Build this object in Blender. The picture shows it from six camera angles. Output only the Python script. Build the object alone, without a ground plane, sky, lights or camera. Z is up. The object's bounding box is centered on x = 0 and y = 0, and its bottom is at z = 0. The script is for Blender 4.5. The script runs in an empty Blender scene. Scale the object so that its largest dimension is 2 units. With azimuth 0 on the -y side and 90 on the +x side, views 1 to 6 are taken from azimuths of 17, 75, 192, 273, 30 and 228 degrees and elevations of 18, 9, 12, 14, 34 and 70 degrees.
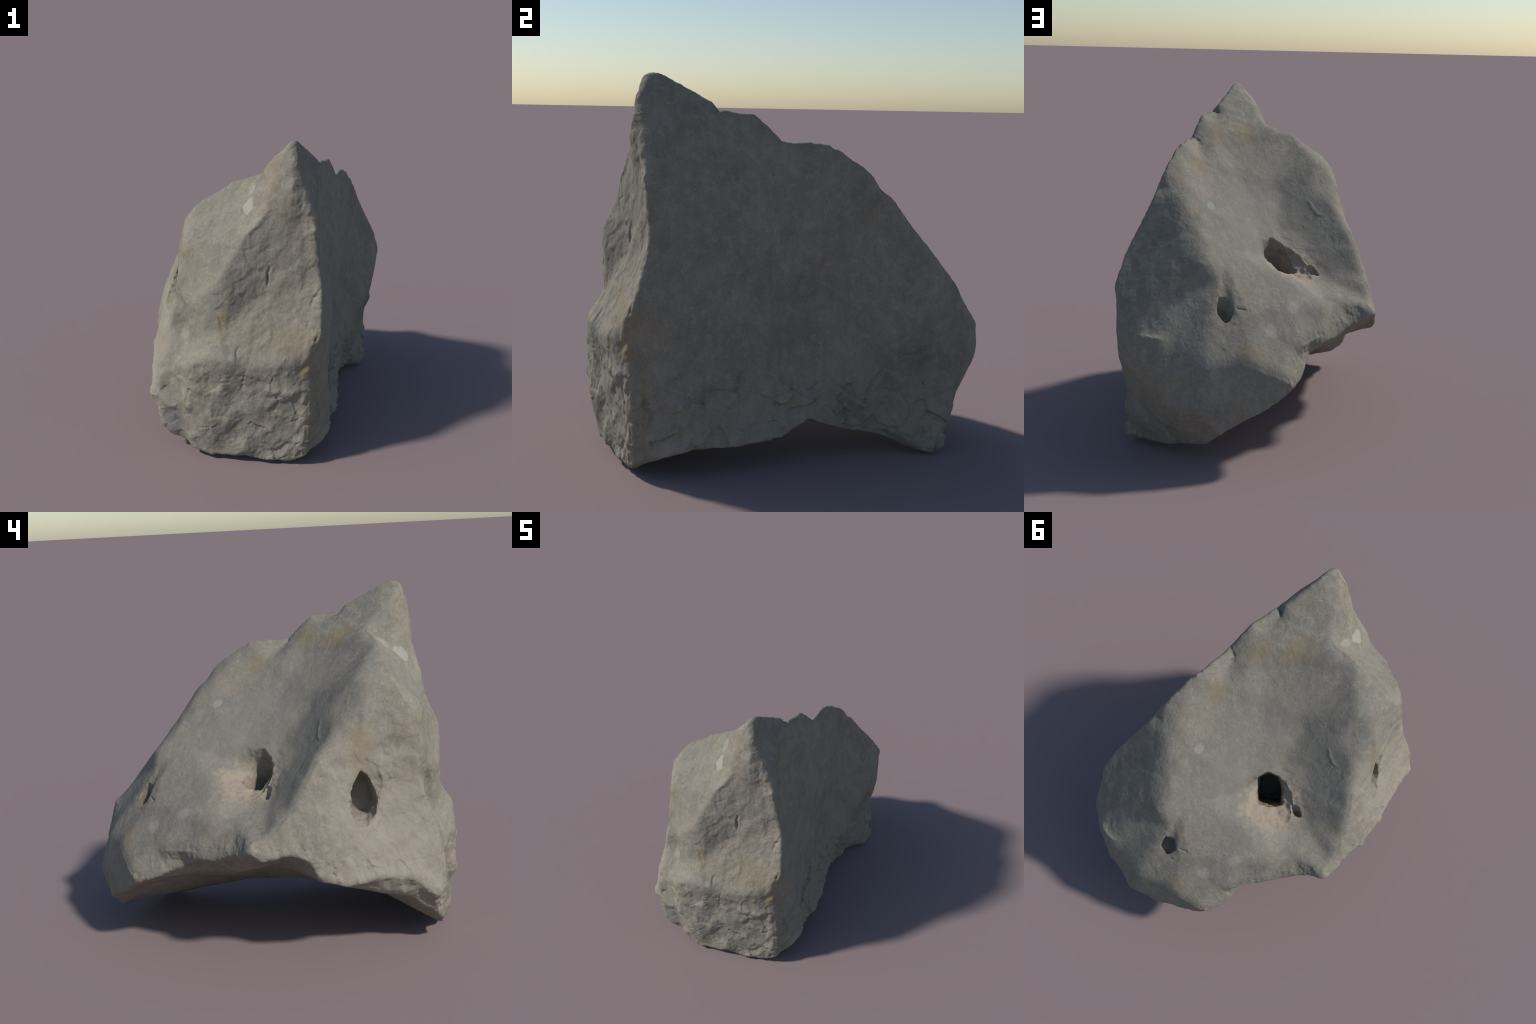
import bpy
import bmesh
import math
import numpy as np
from mathutils import Vector

# ---------------------------------------------------------------------------
# A weathered limestone boulder: a standing slab with a flat flank (+x), a
# pointed peak over the front (-y), a scooped back flank with bored holes and
# a chipped foot.  It is described by its arrises (feature lines) and by points
# on the faces between them; the skin between them is found from the core.
# ---------------------------------------------------------------------------
CORE = Vector((0.18, -0.05, 0.72))

FEATURE_LINES = {
    "crest": [(0.374, -0.748, 1.837), (0.386, -0.697, 1.853), (0.420, -0.457, 1.724), (0.457, -0.438, 1.687), (0.473, -0.262, 1.671), (0.490, -0.134, 1.553), (0.475, 0.068, 1.548), (0.494, 0.157, 1.506), (0.506, 0.298, 1.405), (0.529, 0.342, 1.323), (0.527, 0.406, 1.281), (0.585, 0.537, 1.092), (0.612, 0.612, 1.000), (0.627, 0.719, 0.859)],
    "corner_edge": [(0.374, -0.748, 1.837), (0.409, -0.757, 1.786), (0.459, -0.765, 1.617), (0.508, -0.775, 1.501), (0.532, -0.772, 1.387), (0.554, -0.755, 1.214), (0.578, -0.760, 1.084), (0.597, -0.814, 0.889), (0.602, -0.841, 0.835), (0.565, -0.858, 0.723), (0.552, -0.846, 0.589), (0.546, -0.855, 0.369), (0.537, -0.839, 0.066), (0.447, -0.825, 0.024)],
    "side_foot": [(0.447, -0.825, 0.024), (0.612, -0.714, 0.113), (0.619, -0.648, 0.139), (0.606, -0.561, 0.177), (0.594, -0.508, 0.136), (0.612, -0.359, 0.137), (0.578, -0.143, 0.152), (0.534, 0.020, 0.227), (0.500, 0.189, 0.154), (0.514, 0.354, 0.151), (0.501, 0.412, 0.130), (0.498, 0.475, 0.074), (0.484, 0.531, 0.034), (0.577, 0.646, 0.016), (0.574, 0.704, 0.038)],
    "back_rim": [(0.627, 0.719, 0.859), (0.571, 0.856, 0.687), (0.575, 0.826, 0.496), (0.544, 0.771, 0.291), (0.573, 0.727, 0.145), (0.574, 0.704, 0.038)],
    "nose": [(0.374, -0.748, 1.837), (0.399, -0.788, 1.756), (0.409, -0.829, 1.596), (0.508, -0.775, 1.501)],
    "facet_edge": [(0.000, -0.591, 1.573), (-0.085, -0.613, 1.500), (-0.200, -0.641, 1.424), (-0.256, -0.673, 1.353)],
    "left_arc": [(-0.243, -0.777, 1.096), (-0.272, -0.774, 0.940), (-0.289, -0.785, 0.830), (-0.292, -0.815, 0.741), (-0.257, -0.890, 0.577)],
    "front_break": [(0.273, -0.807, 1.530), (0.145, -0.853, 1.299), (0.038, -0.919, 1.098)],
    "foot_shelf": [(0.565, -0.858, 0.723), (0.487, -0.903, 0.700), (0.373, -0.940, 0.645), (0.218, -0.965, 0.617), (0.141, -1.000, 0.663), (0.022, -0.995, 0.671), (-0.091, -0.994, 0.602), (-0.187, -0.943, 0.559), (-0.257, -0.890, 0.577)],
    "foot_left": [(-0.257, -0.890, 0.577), (-0.212, -0.922, 0.513), (-0.176, -0.924, 0.414), (-0.160, -0.933, 0.323), (-0.142, -0.941, 0.260), (-0.102, -0.960, 0.156), (-0.111, -0.918, 0.061), (-0.110, -0.909, 0.039)],
    "foot_bottom": [(-0.110, -0.909, 0.039), (-0.084, -0.940, 0.054), (0.002, -0.934, 0.027), (0.116, -0.916, 0.034), (0.234, -0.922, 0.092), (0.261, -0.889, 0.031), (0.329, -0.877, 0.022), (0.447, -0.825, 0.024)],
    "left_step": [(-0.257, -0.890, 0.577), (-0.236, -0.900, 0.420), (-0.215, -0.908, 0.310), (-0.195, -0.900, 0.198), (-0.162, -0.877, 0.058), (-0.110, -0.909, 0.039)],
    "left_bulge": [(-0.354, -0.894, 0.381), (-0.404, -0.832, 0.305), (-0.327, -0.879, 0.141), (-0.264, -0.893, 0.083)],
    "front_left": [(-0.256, -0.673, 1.353), (-0.232, -0.751, 1.214), (-0.243, -0.777, 1.096), (-0.225, -0.810, 1.012), (-0.206, -0.840, 0.941), (-0.168, -0.852, 0.833), (-0.130, -0.881, 0.681), (-0.183, -0.889, 0.611), (-0.257, -0.890, 0.577)],
    "hollow_ridge": [(0.374, -0.748, 1.837), (0.296, -0.763, 1.788), (0.153, -0.541, 1.625), (0.000, -0.591, 1.573), (-0.076, -0.543, 1.505), (-0.219, -0.518, 1.412), (-0.313, -0.482, 1.274), (-0.332, -0.347, 1.177), (-0.446, -0.231, 1.038), (-0.494, -0.182, 0.961), (-0.526, -0.144, 0.885), (-0.551, -0.091, 0.814), (-0.594, -0.048, 0.763), (-0.627, 0.028, 0.693)],
    "lip": [(-0.286, 0.767, 0.356), (-0.328, 0.695, 0.403), (-0.345, 0.538, 0.471), (-0.350, 0.450, 0.503), (-0.396, 0.390, 0.538), (-0.456, 0.303, 0.553), (-0.522, 0.194, 0.599), (-0.575, 0.139, 0.619), (-0.644, 0.095, 0.655), (-0.640, 0.043, 0.600), (-0.619, -0.101, 0.621), (-0.608, -0.198, 0.581), (-0.598, -0.250, 0.471), (-0.566, -0.369, 0.431), (-0.487, -0.575, 0.453), (-0.442, -0.696, 0.429), (-0.342, -0.784, 0.249)],
    "back_foot": [(-0.286, 0.767, 0.356), (-0.194, 0.814, 0.297), (-0.023, 0.917, 0.214), (0.083, 0.887, 0.121), (0.339, 0.792, 0.052), (0.582, 0.650, 0.019)],
    "back_ridge": [(0.527, 0.406, 1.281), (0.370, 0.479, 1.194), (0.333, 0.500, 1.165), (0.274, 0.626, 1.010), (0.200, 0.692, 0.881), (0.100, 0.740, 0.780)],
}
FACE_POINTS = {
    "hollow": [(0.353, 0.030, 1.397), (0.122, -0.467, 1.557), (-0.165, -0.280, 1.215), (-0.304, -0.295, 1.128), (-0.332, -0.347, 1.177), (0.249, 0.282, 1.230), (0.238, 0.484, 1.133), (0.326, 0.336, 1.294), (0.225, -0.406, 1.564), (0.155, -0.080, 1.283), (0.290, -0.190, 1.455), (0.371, -0.287, 1.610), (0.377, 0.395, 1.295), (0.431, 0.369, 1.318), (-0.206, -0.350, 1.266), (-0.458, 0.153, 0.723), (-0.165, 0.293, 0.878), (-0.299, 0.100, 0.800), (-0.310, -0.000, 0.815), (-0.050, 0.120, 0.930), (-0.257, 0.461, 0.747), (-0.178, 0.628, 0.659), (-0.054, 0.632, 0.765), (-0.125, 0.791, 0.585), (0.050, 0.400, 1.000), (-0.020, -0.210, 1.212), (-0.150, -0.150, 1.025), (-0.230, -0.057, 0.922), (-0.393, -0.181, 0.973), (-0.055, -0.080, 1.045), (-0.090, -0.050, 1.000), (0.018, 0.069, 1.087), (0.033, 0.544, 0.922), (0.385, -0.185, 1.562), (0.355, -0.498, 1.717), (0.420, -0.419, 1.666), (0.050, 0.710, 0.750), (-0.387, 0.301, 0.734), (-0.325, 0.572, 0.579), (-0.315, 0.746, 0.448), (-0.472, -0.021, 0.800), (-0.040, -0.310, 1.325), (-0.419, 0.237, 0.704), (-0.050, 0.845, 0.560), (0.075, 0.921, 0.542), (0.080, 0.635, 0.893), (0.200, -0.050, 1.310), (0.163, 0.637, 0.998), (0.030, -0.270, 1.330), (-0.190, -0.457, 1.410), (-0.400, 0.407, 0.593), (-0.292, 0.601, 0.564)],
    "back": [(0.303, 0.923, 0.653), (-0.140, 0.824, 0.534), (0.411, 0.939, 0.641), (0.272, 0.881, 0.646), (0.301, 0.982, 0.481), (0.103, 0.997, 0.334), (0.185, 0.946, 0.507), (0.099, 0.971, 0.421), (0.240, 0.894, 0.181), (0.279, 0.907, 0.205), (0.437, 0.821, 0.247), (-0.058, 0.893, 0.375), (0.473, 0.920, 0.504), (0.428, 0.852, 0.721), (0.426, 0.864, 0.317), (0.332, 0.836, 0.166), (0.465, 0.794, 0.166), (0.272, 0.941, 0.266), (0.287, 0.974, 0.345), (0.312, 0.972, 0.373)],
    "left_face": [(-0.486, -0.420, 0.701), (-0.382, -0.448, 1.079), (-0.424, -0.602, 0.586), (-0.376, -0.580, 0.700), (-0.382, -0.709, 0.564), (-0.365, -0.550, 0.820), (-0.340, -0.585, 0.930), (-0.274, -0.704, 1.011), (-0.293, -0.667, 1.151), (-0.400, -0.669, 0.615), (-0.299, -0.640, 0.880), (-0.287, -0.630, 1.081), (-0.480, -0.351, 0.822), (-0.504, -0.286, 0.875), (-0.395, -0.480, 0.870), (-0.388, -0.461, 0.971), (-0.569, -0.278, 0.698), (-0.236, -0.921, 0.289), (-0.292, -0.919, 0.316), (-0.243, -0.910, 0.144), (-0.336, -0.869, 0.534), (-0.271, -0.909, 0.370), (-0.175, -0.812, 0.740), (-0.182, -0.828, 0.689), (-0.185, -0.810, 0.860), (-0.271, -0.813, 0.728), (-0.240, -0.793, 0.931)],
    "front": [(0.195, -0.624, 1.666), (0.131, -0.633, 1.535), (0.142, -0.734, 1.476), (0.314, -0.809, 1.474), (0.052, -0.801, 1.303), (-0.081, -0.755, 1.313), (-0.057, -0.677, 1.430), (0.296, -0.805, 1.128), (0.384, -0.842, 0.880), (0.161, -0.943, 0.712), (0.053, -0.915, 0.788), (-0.113, -0.896, 0.923), (0.143, -0.938, 0.407), (0.343, -0.918, 0.453), (0.032, -0.982, 0.220), (0.131, -0.932, 0.178), (0.245, -0.939, 0.525), (-0.170, -0.947, 0.460), (-0.016, -1.000, 0.278), (0.233, -0.928, 0.319), (0.446, -0.913, 0.555), (0.361, -0.801, 1.360), (0.395, -0.790, 1.318), (0.097, -0.912, 1.030), (0.235, -0.846, 0.961), (0.329, -0.792, 1.726), (0.421, -0.815, 1.656), (0.406, -0.821, 1.529), (0.095, -0.769, 1.370), (-0.160, -0.802, 1.273), (-0.046, -0.912, 0.885), (-0.051, -0.909, 0.765), (0.380, -0.800, 1.033), (-0.083, -1.000, 0.438), (-0.132, -0.990, 0.541), (-0.115, -0.998, 0.359), (-0.150, -0.960, 0.370), (0.052, -0.966, 0.430), (-0.100, -0.901, 0.645)],
    "side": [(0.535, -0.520, 1.310), (0.545, -0.350, 0.900), (0.575, -0.500, 0.500), (0.529, 0.100, 1.100), (0.525, -0.050, 0.920), (0.505, 0.150, 0.810), (0.475, 0.020, 0.630), (0.487, 0.030, 0.490), (0.508, -0.340, 1.513), (0.630, -0.690, 0.500), (0.593, -0.765, 0.214), (0.522, -0.715, 1.503), (0.538, 0.380, 0.350), (0.544, 0.452, 0.149), (0.622, -0.716, 0.690), (0.646, 0.578, 0.805), (0.624, -0.645, 0.351), (0.517, -0.174, 0.739), (0.525, -0.130, 0.420), (0.582, 0.441, 0.839), (0.632, 0.485, 0.635), (0.627, 0.618, 0.688), (0.586, 0.360, 0.520), (0.521, 0.106, 0.389), (0.547, 0.285, 0.291), (0.563, 0.560, 0.303), (0.535, -0.221, 0.371), (0.492, -0.110, 0.552), (0.493, 0.006, 0.843), (0.524, 0.266, 1.024), (0.555, -0.270, 1.080), (0.522, -0.141, 0.295), (0.521, 0.371, 0.250), (0.487, -0.575, 1.651), (0.471, -0.644, 1.686), (0.510, -0.050, 1.410), (0.535, -0.200, 0.650), (0.620, -0.740, 0.600), (0.615, -0.740, 0.420), (0.600, -0.700, 0.850), (0.555, 0.299, 0.900)],
    "under": [(0.166, 0.151, 0.209), (0.187, 0.344, 0.178), (0.316, 0.537, 0.091), (0.087, -0.148, 0.235), (-0.019, -0.317, 0.231), (-0.110, -0.550, 0.231), (0.012, -0.757, 0.137), (0.304, -0.503, 0.180), (0.352, -0.080, 0.191), (-0.490, -0.381, 0.400), (-0.258, 0.219, 0.413), (-0.229, -0.031, 0.440), (-0.136, 0.508, 0.363), (-0.405, 0.159, 0.463), (-0.466, -0.078, 0.537), (-0.562, -0.083, 0.606), (-0.289, 0.400, 0.430), (-0.382, -0.719, 0.291), (-0.334, -0.876, 0.150)],
}

# how crisp each arris stays after weathering (0 = worn away, 1 = fresh break)
CRISP = {"crest": 1.0, "corner_edge": 0.9, "nose": 0.9, "side_foot": 0.95, "back_foot": 0.9,
         "foot_bottom": 0.97, "foot_left": 0.9, "foot_shelf": 0.5, "left_step": 0.7, "lip": 0.9, "left_arc": 0.85,
         "front_left": 0.9, "facet_edge": 0.85, "front_break": 0.85, "hollow_ridge": 0.35, "back_ridge": 0.2}


# ------------------------------------------------------------------ helpers
def hash01(ix, iy, iz, seed):
    h = (ix.astype(np.uint64) * np.uint64(73856093)) ^ (iy.astype(np.uint64) * np.uint64(19349663)) \
        ^ (iz.astype(np.uint64) * np.uint64(83492791)) ^ np.uint64(seed * 2654435761 % 2**32)
    h = (h ^ (h >> np.uint64(13))) * np.uint64(1274126177) & np.uint64(0xFFFFFFFF)
    h = (h ^ (h >> np.uint64(16))) * np.uint64(2246822519) & np.uint64(0xFFFFFFFF)
    h = h ^ (h >> np.uint64(15))
    return (h & np.uint64(0xFFFFFF)).astype(np.float64) / 0xFFFFFF


def noise3(p, seed):
    """Smooth value noise in [-1, 1] at the points p."""
    p = p + 100.0
    i = np.floor(p).astype(np.int64)
    f = p - i
    w = f * f * f * (f * (f * 6 - 15) + 10)
    out = np.zeros(len(p))
    for dx in (0, 1):
        for dy in (0, 1):
            for dz in (0, 1):
                k = (w[:, 0] if dx else 1 - w[:, 0]) * (w[:, 1] if dy else 1 - w[:, 1]) * (w[:, 2] if dz else 1 - w[:, 2])
                out += k * hash01(i[:, 0] + dx, i[:, 1] + dy, i[:, 2] + dz, seed)
    return out * 2 - 1


def fbm(p, freq, octaves, seed, gain=0.5):
    out, a, tot = np.zeros(len(p)), 1.0, 0.0
    turn = np.array([[0.8, -0.6, 0], [0.48, 0.64, -0.6], [0.36, 0.48, 0.8]])
    q = p @ turn * freq
    for o in range(octaves):
        out += a * noise3(q, seed + o)
        tot += a
        a *= gain
        q = q @ turn * 2.03 + 7.1
    return out / tot


def chisel(p, freq, seed):
    """Randomly tilted flat chips (cells of about 1/freq metres); height in metres for a slope of 1."""
    q = p * freq + 50.0
    base = np.floor(q).astype(np.int64)
    best, height = np.full(len(q), 9.0), np.zeros(len(q))
    for dx in (-1, 0, 1):
        for dy in (-1, 0, 1):
            for dz in (-1, 0, 1):
                ix, iy, iz = base[:, 0] + dx, base[:, 1] + dy, base[:, 2] + dz
                r = [hash01(ix, iy, iz, seed + k) for k in range(6)]
                off = np.stack([q[:, 0] - ix - r[0], q[:, 1] - iy - r[1], q[:, 2] - iz - r[2]], 1)
                d2 = (off ** 2).sum(1)
                near = d2 < best
                slope = off[:, 0] * (r[3] * 2 - 1) + off[:, 1] * (r[4] * 2 - 1) + off[:, 2] * (r[5] * 2 - 1)
                height = np.where(near, slope / freq, height)
                best = np.where(near, d2, best)
    return height


def smooth01(x, a, b):
    t = np.clip((x - a) / (b - a), 0, 1)
    return t * t * (3 - 2 * t)


def line_distance(p, line):
    return line_place(p, line)[0]


def line_place(p, line):
    """Distance to a polyline and the place along it, from 0 to 1."""
    best, place = np.full(len(p), 9.0), np.zeros(len(p))
    line = np.asarray(line, float)
    lengths = np.linalg.norm(line[1:] - line[:-1], axis=1)
    start = np.concatenate([[0], np.cumsum(lengths)])
    for i, (a, b) in enumerate(zip(line[:-1], line[1:])):
        d = b - a
        t = np.clip((p - a) @ d / max(d @ d, 1e-9), 0, 1)
        dist = np.linalg.norm(p - a - t[:, None] * d, axis=1)
        place = np.where(dist < best, (start[i] + t * lengths[i]) / start[-1], place)
        best = np.minimum(best, dist)
    return best, place


def coords(mesh):
    v = np.empty(len(mesh.vertices) * 3)
    mesh.vertices.foreach_get("co", v)
    return v.reshape(-1, 3)


def normals(mesh):
    n = np.empty(len(mesh.vertices) * 3)
    mesh.vertices.foreach_get("normal", n)
    return n.reshape(-1, 3)


def set_coords(mesh, v):
    mesh.vertices.foreach_set("co", np.ascontiguousarray(v, dtype=np.float32).ravel())
    mesh.update()


def edge_array(mesh):
    e = np.empty(len(mesh.edges) * 2, dtype=np.int32)
    mesh.edges.foreach_get("vertices", e)
    return e.reshape(-1, 2)


def relax(v, e, lam, times):
    n = len(v)
    deg = np.bincount(e.ravel(), minlength=n)[:, None].astype(float)
    deg[deg == 0] = 1
    for _ in range(times):
        s = np.stack([np.bincount(e[:, 0], v[e[:, 1], c], n) + np.bincount(e[:, 1], v[e[:, 0], c], n) for c in range(3)], 1)
        v = v + lam[:, None] * (s / deg - v)
    return v


def new_object(name, mesh):
    ob = bpy.data.objects.new(name, mesh)
    bpy.context.scene.collection.objects.link(ob)
    return ob


def apply_modifiers(ob):
    dg = bpy.context.evaluated_depsgraph_get()
    me = bpy.data.meshes.new_from_object(ob.evaluated_get(dg))
    ob.modifiers.clear()
    old = ob.data
    ob.data = me
    bpy.data.meshes.remove(old)
    return me


def hull_mesh(name, points):
    bm = bmesh.new()
    vs = [bm.verts.new(p) for p in points]
    r = bmesh.ops.convex_hull(bm, input=vs)
    junk = [g for g in r["geom_interior"] + r["geom_unused"] if isinstance(g, bmesh.types.BMVert)]
    bmesh.ops.delete(bm, geom=list(set(junk)), context="VERTS")
    bmesh.ops.recalc_face_normals(bm, faces=bm.faces)
    me = bpy.data.meshes.new(name)
    bm.to_mesh(me)
    bm.free()
    return me


# ------------------------------------------------- 1. skin over the arrises
def build_skin():
    pts, arrises = [], []

    def add(p):
        p = Vector(p)
        for i, q in enumerate(pts):
            if (q - p).length < 0.008:
                return i
        pts.append(p)
        return len(pts) - 1

    for line in FEATURE_LINES.values():
        ids = [add(p) for p in line]
        arrises += [(a, b) for a, b in zip(ids[:-1], ids[1:]) if a != b]
    for face in FACE_POINTS.values():
        for p in face:
            add(p)
    for _ in range(6):
        bm = bmesh.new()
        vs = [bm.verts.new((p - CORE).normalized()) for p in pts]
        bmesh.ops.convex_hull(bm, input=vs)
        bm.verts.index_update()
        have = {frozenset(v.index for v in e.verts) for e in bm.edges}
        faces = [[v.index for v in f.verts] for f in bm.faces]
        bm.free()
        split, missing = [], 0
        for a, b in arrises:
            if frozenset((a, b)) in have:
                split.append((a, b))
            else:
                missing += 1
                pts.append((pts[a] + pts[b]) / 2)
                split += [(a, len(pts) - 1), (len(pts) - 1, b)]
        arrises = split
        if not missing:
            break
    me = bpy.data.meshes.new("boulder_skin")
    me.from_pydata([tuple(p) for p in pts], [], faces)
    bm = bmesh.new()
    bm.from_mesh(me)
    bmesh.ops.recalc_face_normals(bm, faces=bm.faces)
    bm.to_mesh(me)
    bm.free()
    return me


def remesh(ob, size):
    m = ob.modifiers.new("remesh", "REMESH")
    m.mode, m.voxel_size = "VOXEL", size
    return apply_modifiers(ob)


# ------------------------------------------------------- 2. bored holes
def hole_cutters():
    def hull(name, *groups):
        return hull_mesh(name, [tuple(p) for g in groups for p in g])

    def moved(points, d, k=1.0):
        return [(x + k * d[0], y + k * d[1], z + k * d[2]) for x, y, z in points]

    cutters = []
    # main bore in the scooped flank: a steep shaft ...
    down = (0.245, -0.20, -0.948)
    mouth = [(-0.095, 0.160, 0.87), (-0.048, 0.125, 0.92), (-0.002, 0.075, 0.95), (-0.025, 0.020, 0.985), (-0.085, -0.014, 0.975),
             (-0.138, 0.002, 0.91), (-0.188, 0.046, 0.835), (-0.150, 0.122, 0.86)]
    cutters.append(hull("bore", moved(mouth, down, -0.10), moved(mouth, down, 0.05),
                        moved([(x * 0.75 - 0.005, y * 0.75 - 0.005, z) for x, y, z in mouth], down, 0.32)))
    # ... inside a broken bowl
    rim = [(-0.002, 0.118, 1.033), (-0.030, 0.070, 1.02), (-0.091, -0.014, 0.99), (-0.135, -0.020, 0.955), (-0.165, -0.025, 0.905),
           (-0.240, 0.012, 0.855), (-0.295, 0.060, 0.825), (-0.306, 0.098, 0.803), (-0.237, 0.198, 0.840), (-0.168, 0.296, 0.878),
           (-0.078, 0.219, 0.928), (-0.014, 0.180, 0.968)]
    floor = [(-0.191, 0.042, 0.843), (-0.148, 0.126, 0.864), (-0.10, 0.165, 0.878), (-0.22, 0.10, 0.833), (-0.045, 0.12, 0.87),
             (-0.020, 0.07, 0.89), (-0.12, 0.02, 0.88), (-0.14, 0.215, 0.872)]
    cutters.append(hull("bowl", rim, moved(rim, (-0.06, 0.045, 0.09)), floor))
    # small pit beside it
    pit = [(-0.228, 0.012, 0.87), (-0.265, -0.012, 0.87), (-0.312, 0.004, 0.815), (-0.272, 0.04, 0.83)]
    cutters.append(hull("pit", moved(pit, (-0.02, 0.02, 0.06)), moved(pit, down, 0.02), [(-0.255, 0.012, 0.785), (-0.275, 0.0, 0.775)]))
    # small bore at the back
    down = (0.27, -0.09, -0.958)
    mouth = [(0.078, 0.728, 0.75), (0.088, 0.680, 0.82), (0.046, 0.655, 0.81), (0.005, 0.674, 0.761), (0.022, 0.728, 0.728)]
    cutters.append(hull("back_bore", moved(mouth, down, -0.08), moved(mouth[:1] + mouth[3:], down, 0.05), moved(mouth[1:3], down, 0.10)))
    # tall slot in the left flank, with a worn ramp that leads into it from the front
    slot = [(-0.390, -0.468, 0.975), (-0.411, -0.440, 0.919), (-0.432, -0.416, 0.869), (-0.447, -0.407, 0.826), (-0.459, -0.405, 0.793),
            (-0.474, -0.430, 0.705), (-0.437, -0.489, 0.697), (-0.408, -0.522, 0.734), (-0.386, -0.530, 0.795), (-0.379, -0.522, 0.842),
            (-0.382, -0.498, 0.910)]
    inner = [(-0.23, -0.41, 0.91), (-0.23, -0.395, 0.82), (-0.25, -0.40, 0.725), (-0.25, -0.49, 0.73), (-0.23, -0.520, 0.80), (-0.23, -0.49, 0.89)]
    cutters.append(hull("slot", slot, moved(slot, (-0.09, -0.035, 0.01)), inner))
    ramp = [(-0.360, -0.492, 1.030), (-0.340, -0.548, 0.985), (-0.338, -0.575, 0.900), (-0.362, -0.570, 0.800), (-0.395, -0.540, 0.725),
            (-0.425, -0.505, 0.695), (-0.395, -0.462, 0.965)]
    cutters.append(hull("ramp", ramp, moved(ramp, (-0.09, -0.045, 0.01)),
                        [(-0.375, -0.472, 0.94), (-0.355, -0.500, 0.87), (-0.362, -0.508, 0.79), (-0.385, -0.500, 0.735)]))
    return cutters


# ------------------------------------------------- 3. weathering relief
CRACKS = [  # (width, depth, points)
    (0.006, 0.022, [(0.165, -0.94, 0.725), (0.163, -0.955, 0.685), (0.155, -0.98, 0.64)]),
    (0.005, 0.014, [(0.222, -0.964, 0.62), (0.205, -0.955, 0.54), (0.19, -0.95, 0.47), (0.143, -0.945, 0.405)]),
    (0.007, 0.022, [(0.298, -0.805, 1.175), (0.288, -0.81, 1.13), (0.292, -0.815, 1.06)]),
    (0.005, 0.010, [(-0.057, -0.68, 1.43), (-0.07, -0.73, 1.35), (-0.085, -0.755, 1.31)]),
    (0.007, 0.018, [(0.487, -0.80, 1.50), (0.505, -0.785, 1.38), (0.53, -0.78, 1.30), (0.54, -0.775, 1.20), (0.55, -0.785, 1.10)]),
    (0.009, 0.018, [(0.575, -0.77, 1.06), (0.545, -0.79, 1.00), (0.53, -0.80, 0.95)]),
    (0.007, 0.016, [(0.54, -0.82, 0.96), (0.525, -0.83, 0.90), (0.53, -0.84, 0.85)]),
    (0.007, 0.016, [(0.60, -0.84, 0.85), (0.585, -0.85, 0.79), (0.565, -0.86, 0.74)]),
    (0.006, 0.010, [(0.55, 0.31, 0.33), (0.55, 0.36, 0.32), (0.545, 0.42, 0.22), (0.53, 0.50, 0.12)]),
    (0.005, 0.009, [(0.01, 0.66, 0.77), (-0.01, 0.655, 0.768), (-0.054, 0.632, 0.765)]),
    (0.007, 0.014, [(-0.33, -0.78, 0.34), (-0.26, -0.85, 0.325), (-0.215, -0.89, 0.32)]),
    (0.012, 0.020, [(0.50, -0.45, 1.70), (0.44, -0.435, 1.685), (0.39, -0.41, 1.65)]),
    (0.010, 0.012, [(0.50, -0.14, 1.56), (0.45, -0.12, 1.54), (0.42, -0.10, 1.51)]),
    (0.006, 0.012, [(0.233, -0.925, 0.19), (0.24, -0.91, 0.10), (0.26, -0.885, 0.02)]),
    (0.008, 0.010, [(0.02, -0.93, 0.93), (0.05, -0.92, 0.86), (0.075, -0.91, 0.785)]),
    (0.006, 0.010, [(0.44, -0.81, 1.58), (0.47, -0.80, 1.54), (0.45, -0.80, 1.50)]),
]
RIDGES = [  # (width, height, points): raised veins and ledges; a negative height is a trough
    (0.032, -0.010, [(0.085, 0.56, 0.97), (0.06, 0.645, 0.87), (0.045, 0.68, 0.79), (0.04, 0.72, 0.72)]),
    (0.030, 0.012, [(0.02, 0.58, 0.93), (0.00, 0.64, 0.86), (-0.01, 0.67, 0.80)]),
    (0.012, 0.007, [(0.29, -0.805, 1.50), (0.22, -0.83, 1.40), (0.13, -0.86, 1.30)]),
    (0.009, 0.004, [(0.10, -0.90, 1.04), (0.22, -0.87, 1.01), (0.36, -0.85, 0.99)]),
    (0.010, 0.006, [(0.37, -0.845, 0.90), (0.45, -0.84, 0.895)]),
    (0.010, 0.003, [(-0.17, -0.26, 1.25), (-0.195, -0.275, 1.18), (-0.24, -0.26, 1.12), (-0.30, -0.29, 1.10)]),
    (0.012, 0.005, [(0.32, 0.43, 1.21), (0.30, 0.46, 1.15), (0.26, 0.50, 1.08)]),
    (0.012, 0.005, [(0.36, 0.46, 1.20), (0.34, 0.50, 1.13), (0.30, 0.54, 1.06)]),
    (0.012, 0.006, [(0.06, -0.60, 1.60), (0.13, -0.63, 1.54), (0.17, -0.66, 1.50)]),
    (0.014, 0.010, [(0.43, 0.91, 0.65), (0.36, 0.92, 0.66), (0.30, 0.915, 0.655)]),
]
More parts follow.
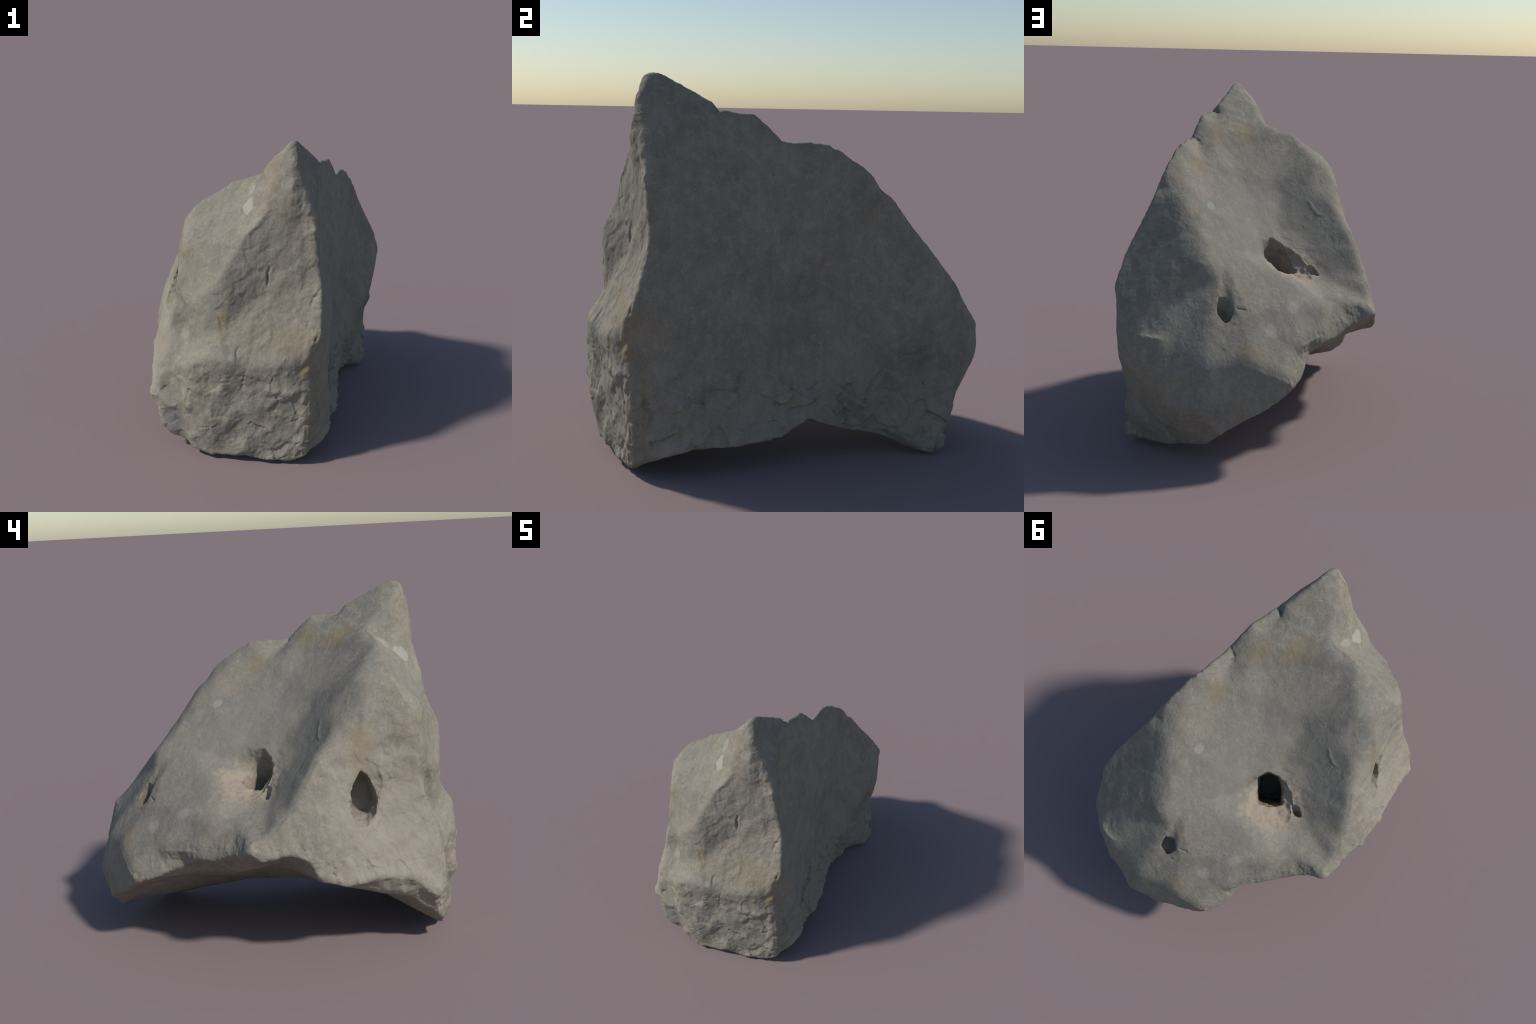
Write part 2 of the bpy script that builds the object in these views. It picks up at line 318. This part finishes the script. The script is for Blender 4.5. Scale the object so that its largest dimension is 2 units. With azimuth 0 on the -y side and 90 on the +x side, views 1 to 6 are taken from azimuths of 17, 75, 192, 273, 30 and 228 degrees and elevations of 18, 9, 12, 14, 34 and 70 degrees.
# ledges where a skin of the flat flank has spalled: (step, reach, [(y, z) along the break])
SPALLS = [
    (0.022, 0.09, [(-0.627, 0.355), (-0.592, 0.342), (-0.577, 0.377), (-0.521, 0.347), (-0.512, 0.414), (-0.461, 0.411),
                   (-0.352, 0.388), (-0.338, 0.471), (-0.297, 0.51)]),
    (0.020, 0.08, [(-0.225, 0.451), (-0.177, 0.427), (-0.157, 0.463), (-0.124, 0.413), (-0.041, 0.357), (0.039, 0.302),
                   (0.077, 0.344), (0.093, 0.404)]),
    (0.028, 0.09, [(0.093, 0.404), (0.291, 0.293), (0.323, 0.379), (0.378, 0.457), (0.458, 0.50), (0.545, 0.529), (0.645, 0.569)]),
    (0.022, 0.05, [(0.085, 0.282), (0.143, 0.244), (0.187, 0.303), (0.228, 0.272), (0.258, 0.247)]),
]
DISHES = [  # (centre, radius, depth): soft hollows and, with negative depth, swellings
    ((-0.37, -0.52, 0.86), 0.085, 0.015),
    ((-0.10, 0.09, 0.93), 0.13, 0.008),
    ((-0.20, 0.05, 0.90), 0.07, 0.006),
    ((-0.215, -0.82, 0.75), 0.045, 0.014),
    ((-0.24, -0.79, 0.90), 0.04, 0.008),
    ((-0.40, -0.60, 0.38), 0.09, -0.012),
    ((-0.50, -0.46, 0.42), 0.09, -0.010),
]


def relief(v, n):
    x, y, z = v.T
    drift = fbm(v, 5.0, 2, 71)
    front = smooth01(-n[:, 1], 0.35, 0.75)
    flank = smooth01(n[:, 0], 0.70, 0.92)                     # the flat bedding face
    left = smooth01(-n[:, 0], 0.45, 0.8) * smooth01(-y, 0.1, 0.3)
    under = smooth01(-n[:, 2], 0.2, 0.6)
    foot = front * smooth01(-z + 0.10 * drift, -0.70, -0.50)
    rim = smooth01(0.07 - line_distance(v, FEATURE_LINES["corner_edge"]), 0.0, 0.06)
    lip = smooth01(0.16 - np.minimum(line_distance(v, FEATURE_LINES["lip"]), line_distance(v, FEATURE_LINES["back_foot"])), 0.0, 0.12)
    crest = np.exp(-(line_distance(v, FEATURE_LINES["crest"]) / 0.05) ** 2)
    back = smooth01(n[:, 1], 0.1, 0.5) * smooth01(x, 0.1, 0.3)
    scoop = smooth01(n @ np.array([-0.6, 0.45, 0.66]), 0.6, 0.85)
    low_flank = flank * smooth01(-z, -0.50, -0.30)
    patchy = smooth01(fbm(v, 7.0, 2, 81), -0.25, 0.35)

    stress = smooth01(x + 0.5 * (0.45 - z), 0.05, 0.45)        # the foot is roughest towards the flank
    lumps = fbm(v * np.array([1.0, 1.0, 0.8]), 8.0, 3, 3)
    facet = 0.35 - np.abs(fbm(v, 7.0, 2, 17)) * 2
    knobs = fbm(v, 24.0, 3, 11)
    tilt = v @ np.array([[1.0, 0.0, 0.25], [0.0, 1.0, 0.0], [-0.45, 0.0, 0.75]])
    chips = np.maximum(fbm(tilt, 13.0, 3, 23), -0.10)
    flake = np.minimum(np.abs(fbm(tilt + 0.02 * np.stack([lumps, knobs, facet], 1), 15.0, 3, 101)) * 3.0, 0.5) - 0.35
    grit = fbm(v, 70.0, 2, 31)
    streak = fbm(v * np.array([1.0, 1.0, 0.22]), 38.0, 2, 41)

    warp = v + 0.012 * np.stack([noise3(v * 14, 111), noise3(v * 14, 112), noise3(v * 14, 113)], 1)
    chip_big, chip_small = chisel(warp, 8.0, 121), chisel(warp, 17.0, 131)
    d = chip_big * (0.005 + 0.035 * foot + 0.012 * left + 0.03 * lip + 0.15 * low_flank + 0.02 * back + 0.012 * front) * (1 - 0.7 * scoop)
    d += chip_small * (0.006 + 0.05 * foot * (0.2 + stress) + 0.015 * left + 0.06 * lip + 0.11 * low_flank + 0.03 * back + 0.012 * front + 0.06 * rim) * (1 - 0.6 * scoop) * patchy
    d += lumps * (0.004 + 0.003 * foot + 0.003 * lip - 0.0022 * flank)
    d += facet * (0.006 * foot + 0.003 * left + 0.003 * lip + 0.003 * back)
    d += knobs * (0.0010 + (0.0014 * foot * stress + 0.0012 * left + 0.0014 * rim + 0.0025 * lip + 0.0016 * back) * patchy - 0.0007 * flank)
    d += (chips - 0.05) * (0.003 + (0.001 + 0.006 * stress) * foot + 0.006 * front + 0.006 * rim + 0.006 * lip + 0.004 * left - 0.0025 * flank)
    d += flake * (0.0012 + 0.0008 * foot + 0.002 * back + 0.002 * lip + 0.001 * left - 0.0008 * flank - 0.0005 * scoop)
    d += grit * (0.0002 + (0.0006 * foot + 0.0005 * left + 0.0007 * lip) * patchy)
    d += streak * (0.0025 * lip + 0.0014 * front * (1 - foot) + 0.0010 * left + 0.0005 * foot)
    d += (np.abs(lumps) * 0.010) * low_flank
    d *= (1 - 0.5 * under) * (1 - 0.5 * crest) * (1 - 0.45 * scoop * (1 - lip))
    sole = np.exp(-(np.minimum(np.minimum(line_distance(v, FEATURE_LINES["side_foot"]), line_distance(v, FEATURE_LINES["back_foot"])),
                              np.minimum(line_distance(v, FEATURE_LINES["foot_bottom"]), line_distance(v, FEATURE_LINES["lip"]))) / 0.035) ** 2)
    d += 0.008 * rim + 0.008 * crest + 0.007 * sole

    wob = v + 0.006 * np.stack([noise3(v * 40, 51), noise3(v * 40, 52), noise3(v * 40, 53)], 1)
    broken = 0.65 + 0.45 * noise3(v * 45, 61)
    for w, depth, line in CRACKS:
        dist, place = line_place(wob, line)
        taper = np.sqrt(np.clip(np.sin(np.pi * np.clip(place, 0.02, 0.98)), 0, 1))
        d -= depth * taper * broken * np.exp(-(dist / (w * (0.6 + 0.5 * taper))) ** 2)
    for w, h, line in RIDGES:
        dist, place = line_place(wob, line)
        d += h * np.sqrt(np.clip(np.sin(np.pi * np.clip(place, 0.02, 0.98)), 0, 1)) * np.exp(-(dist / w) ** 2)
    for centre, r, depth in DISHES:
        d -= depth * np.exp(-((v - np.array(centre)) ** 2).sum(1) / r ** 2)
    for step, reach, line in SPALLS:
        ys, zs = np.array(line).T
        below = np.interp(wob[:, 1], ys, zs) - wob[:, 2]
        ends = smooth01(y, ys[0] - 0.01, ys[0] + 0.04) * smooth01(-y, -ys[-1] - 0.01, -ys[-1] + 0.04)
        d += step * flank * ends * (0.7 + 0.5 * noise3(v * 9, 63)) * smooth01(below, -0.003, 0.005) * np.exp(-np.maximum(below, 0) / reach) \
            - 0.15 * step * flank * ends * smooth01(below, -0.035, -0.003) * (1 - smooth01(below, -0.003, 0.003))
    return d


def build_boulder():
    ob = new_object("limestone_boulder", build_skin())
    me = remesh(ob, 0.010)
    v, e = coords(me), edge_array(me)
    keep = np.zeros(len(v))
    for name, crisp in CRISP.items():
        keep = np.maximum(keep, crisp * np.exp(-(line_distance(v, FEATURE_LINES[name]) / 0.035) ** 2))
    # weather the faces smooth; the low-frequency part that smoothing takes away is put back
    scoop = smooth01(normals(me) @ np.array([-0.6, 0.45, 0.66]), 0.55, 0.85)
    soft = relax(v, e, 0.55 * (1 - keep), 22)
    soft = soft + scoop[:, None] * (relax(soft, e, 0.55 * (1 - keep), 70) - soft)
    back = relax(v - soft, e, np.full(len(v), 0.55), 50)
    v = soft + back * (1 - keep)[:, None]
    set_coords(me, v)

    tools = []
    for me_c in hole_cutters():
        c = new_object("cutter", me_c)
        c.hide_render = True
        m = ob.modifiers.new("cut", "BOOLEAN")
        m.operation, m.object, m.solver = "DIFFERENCE", c, "EXACT"
        tools.append(c)
    me = apply_modifiers(ob)
    for c in tools:
        data = c.data
        bpy.data.objects.remove(c)
        bpy.data.meshes.remove(data)

    me = remesh(ob, 0.0055)
    v, e = coords(me), edge_array(me)
    near = np.zeros(len(v))
    for c, r in ((( -0.14, 0.06, 0.89), 0.24), ((0.05, 0.69, 0.78), 0.14), ((-0.36, -0.46, 0.83), 0.22)):
        near = np.maximum(near, smooth01(r - np.linalg.norm(v - np.array(c), axis=1), 0.0, 0.06))
    v = relax(v, e, np.full(len(v), 0.4), 1)
    v = relax(v, e, 0.5 * near, 2)
    set_coords(me, v)
    n = normals(me)
    ragged = np.maximum(smooth01(0.19 - np.linalg.norm(v - np.array((-0.15, 0.08, 0.88)), axis=1), 0.0, 0.08),
                        smooth01(0.16 - np.linalg.norm(v - np.array((-0.38, -0.47, 0.82)), axis=1), 0.0, 0.08))
    crumble = near * 0.005 * fbm(v, 16.0, 3, 91) + ragged * (0.010 * fbm(v, 22.0, 3, 92) + 0.003 * fbm(v, 60.0, 2, 95))
    v = v + n * (relief(v, n) + crumble)[:, None]
    v[:, 2] = np.maximum(v[:, 2], 0.0)
    set_coords(me, v)
    me.name = "limestone_boulder"
    me.shade_smooth()
    return ob


# ------------------------------------------------------------- 4. stone
class Nodes:
    """Small helper that wires shader nodes."""

    def __init__(self, mat):
        self.t = mat.node_tree
        self.t.nodes.clear()

    def new(self, kind, **props):
        n = self.t.nodes.new(kind)
        for k, val in props.items():
            setattr(n, k, val)
        return n

    def link(self, a, b):
        self.t.links.new(a, b)

    def put(self, socket, value):
        if isinstance(value, bpy.types.NodeSocket):
            self.link(value, socket)
        else:
            socket.default_value = value

    def math(self, op, a, b=0.0, clamp=False):
        n = self.new("ShaderNodeMath", operation=op, use_clamp=clamp)
        self.put(n.inputs[0], a)
        self.put(n.inputs[1], b)
        return n.outputs[0]

    def noise(self, vec, scale, detail=4.0, rough=0.55, distort=0.0, stretch=None, offset=(0, 0, 0)):
        if stretch or any(offset):
            m = self.new("ShaderNodeMapping")
            m.inputs["Scale"].default_value = stretch or (1, 1, 1)
            m.inputs["Location"].default_value = offset
            self.link(vec, m.inputs["Vector"])
            vec = m.outputs[0]
        n = self.new("ShaderNodeTexNoise")
        n.inputs["Scale"].default_value = scale
        n.inputs["Detail"].default_value = detail
        n.inputs["Roughness"].default_value = rough
        n.inputs["Distortion"].default_value = distort
        self.link(vec, n.inputs["Vector"])
        return n.outputs["Fac"]

    def span(self, x, a, b, lo=0.0, hi=1.0):
        n = self.new("ShaderNodeMapRange", interpolation_type="SMOOTHSTEP")
        self.put(n.inputs["Value"], x)
        n.inputs["From Min"].default_value, n.inputs["From Max"].default_value = a, b
        n.inputs["To Min"].default_value, n.inputs["To Max"].default_value = lo, hi
        return n.outputs["Result"]

    def mix(self, fac, a, b, blend="MIX"):
        n = self.new("ShaderNodeMix", data_type="RGBA", blend_type=blend)
        self.put(n.inputs[0], fac)
        for s, val in ((n.inputs[6], a), (n.inputs[7], b)):
            self.put(s, val if isinstance(val, bpy.types.NodeSocket) else (*val, 1.0))
        return n.outputs[2]

    def patch(self, vec, centre, radii, ragged, soft=0.25):
        """1 inside a ragged ellipsoid round `centre`, 0 outside."""
        m = self.new("ShaderNodeMapping", vector_type="TEXTURE")
        m.inputs["Location"].default_value = centre
        m.inputs["Scale"].default_value = radii
        self.link(vec, m.inputs["Vector"])
        ln = self.new("ShaderNodeVectorMath", operation="LENGTH")
        self.link(m.outputs[0], ln.inputs[0])
        r = self.math("ADD", ln.outputs["Value"], ragged)
        return self.span(r, 1.0 + soft, 1.0 - soft)


def stone_material():
    mat = bpy.data.materials.new("weathered_limestone")
    mat.use_nodes = True
    k = Nodes(mat)
    at = k.new("ShaderNodeTexCoord").outputs["Object"]
    geo = k.new("ShaderNodeNewGeometry")

    broad = k.noise(at, 2.6, 3, 0.5)
    cloud = k.noise(at, 7.0, 5, 0.6, 0.4)
    mott = k.noise(at, 22.0, 5, 0.6, 0.2, offset=(3, 1, 7))
    fine = k.noise(at, 95.0, 4, 0.65)
    hue = k.noise(at, 4.2, 4, 0.6, 0.6, offset=(9, 4, 2))
    streak = k.noise(at, 30.0, 4, 0.6, stretch=(1, 1, 0.22))

    col = k.mix(k.span(cloud, 0.32, 0.68), STONE_DARK, STONE_MID)
    col = k.mix(k.math("MULTIPLY", k.span(mott, 0.45, 0.72), 0.55), col, STONE_PALE)
    col = k.mix(k.math("MULTIPLY", k.span(hue, 0.52, 0.70), 0.45), col, STONE_WARM)
    col = k.mix(k.math("MULTIPLY", k.span(hue, 0.46, 0.30), 0.45), col, STONE_COOL)
    grain = k.span(fine, 0.25, 0.75, 0.88, 1.12)
    col = k.mix(1.0, col, _grey(k, grain), "MULTIPLY")
    col = k.mix(1.0, col, _grey(k, k.span(streak, 0.25, 0.75, 0.94, 1.06)), "MULTIPLY")

    speck = k.span(k.noise(at, 46.0, 2, 0.5, 0.0, offset=(2, 8, 5)), 0.66, 0.74)
    col = k.mix(k.math("MULTIPLY", speck, 0.55), col, STONE_SHADE)
    fleck = k.span(k.noise(at, 34.0, 3, 0.6, 0.3, offset=(7, 2, 9)), 0.66, 0.74)
    col = k.mix(k.math("MULTIPLY", fleck, 0.5), col, STONE_LIGHT)

    jag = k.math("MULTIPLY", k.math("SUBTRACT", k.noise(at, 18.0, 4, 0.65, 0.3, offset=(5, 5, 1)), 0.5), 1.6)
    for centre, radii, colour, amount, soft in PATCHES:
        m = k.patch(at, centre, radii, jag, soft)
        col = k.mix(k.math("MULTIPLY", m, amount), col, colour)

    bump0 = k.new("ShaderNodeBump")
    bump0.inputs["Strength"].default_value = 0.45
    bump0.inputs["Distance"].default_value = 0.010
    scratch = k.noise(at, 24.0, 5, 0.6, 0.8, stretch=(1.0, 0.7, 0.5), offset=(1, 6, 3))
    k.link(scratch, bump0.inputs["Height"])
    bump1 = k.new("ShaderNodeBump")
    bump1.inputs["Strength"].default_value = 0.40
    bump1.inputs["Distance"].default_value = 0.004
    h = k.math("ADD", k.math("MULTIPLY", k.noise(at, 60.0, 5, 0.6), 0.8), k.math("MULTIPLY", k.noise(at, 190.0, 3, 0.6), 0.25))
    k.link(h, bump1.inputs["Height"])
    k.link(bump0.outputs[0], bump1.inputs["Normal"])

    bsdf = k.new("ShaderNodeBsdfPrincipled")
    out = k.new("ShaderNodeOutputMaterial")
    k.link(col, bsdf.inputs["Base Color"])
    bsdf.inputs["Roughness"].default_value = 0.92
    bsdf.inputs["Specular IOR Level"].default_value = 0.15
    k.link(bump1.outputs[0], bsdf.inputs["Normal"])
    k.link(bsdf.outputs[0], out.inputs["Surface"])
    return mat


def _grey(k, value):
    c = k.new("ShaderNodeCombineColor")
    for s in c.inputs:
        k.link(value, s)
    return c.outputs[0]


STONE_MID = (0.254, 0.231, 0.187)
STONE_DARK = (0.208, 0.191, 0.156)
STONE_PALE = (0.315, 0.29, 0.245)
STONE_SHADE, STONE_LIGHT = (0.165, 0.15, 0.125), (0.36, 0.33, 0.285)
STONE_WARM = (0.275, 0.225, 0.165)
STONE_COOL = (0.225, 0.222, 0.195)
BUFF, DOVE = (0.335, 0.295, 0.240), (0.225, 0.212, 0.182)
OCHRE, CREAM, CHALK, SLATE = (0.24, 0.185, 0.10), (0.36, 0.30, 0.225), (0.40, 0.385, 0.33), (0.165, 0.16, 0.155)
PATCHES = [  # (centre, radii, colour, amount, softness)
    ((-0.45, -0.62, 0.60), (0.22, 0.34, 0.50), BUFF, 0.55, 0.45),      # paler left flank
    ((0.58, 0.10, 0.20), (0.16, 0.75, 0.24), BUFF, 0.30, 0.3),
    ((-0.05, 0.05, 1.2), (0.40, 0.55, 0.45), DOVE, 0.40, 0.5),         # darker, greyer tint over the scoop
    ((0.235, -0.39, 1.57), (0.07, 0.10, 0.08), OCHRE, 0.45, 0.12),     # stain under the crest
    ((0.36, -0.22, 1.58), (0.06, 0.09, 0.06), OCHRE, 0.45, 0.3),
    ((0.38, 0.06, 1.42), (0.06, 0.07, 0.06), OCHRE, 0.45, 0.15),
    ((-0.145, 0.10, 0.86), (0.155, 0.17, 0.13), CREAM, 0.72, 0.22),      # bowl of the bore
    ((0.144, -0.729, 1.476), (0.035, 0.06, 0.045), CHALK, 0.6, 0.2),  # chalky scars
    ((0.13, -0.634, 1.545), (0.02, 0.05, 0.05), CHALK, 0.35, 0.3),
    ((0.249, 0.282, 1.23), (0.028, 0.03, 0.03), CHALK, 0.45, 0.3),
    ((-0.257, 0.461, 0.747), (0.03, 0.04, 0.04), CHALK, 0.35, 0.3),
    ((-0.178, 0.628, 0.659), (0.03, 0.035, 0.035), CHALK, 0.35, 0.3),
    ((-0.36, -0.47, 1.07), (0.10, 0.06, 0.14), OCHRE, 0.40, 0.4),      # rust run above the slot
    ((0.066, -0.905, 0.84), (0.03, 0.06, 0.07), OCHRE, 0.55, 0.15),
    ((0.40, -0.86, 0.78), (0.20, 0.10, 0.10), OCHRE, 0.28, 0.5),
    ((0.54, -0.86, 0.61), (0.05, 0.04, 0.06), OCHRE, 0.6, 0.15),
    ((0.583, -0.79, 0.34), (0.03, 0.012, 0.16), OCHRE, 0.6, 0.4),      # iron seam at the flank corner
    ((-0.23, -0.90, 0.20), (0.07, 0.06, 0.10), SLATE, 0.75, 0.08),
    ((-0.125, 0.791, 0.585), (0.08, 0.07, 0.06), OCHRE, 0.35, 0.3),
]

boulder = build_boulder()
boulder.data.materials.append(stone_material())
boulder["label"] = "grey weathered limestone boulder with scooped flank and bored holes"
boulder["category"] = "boulder"
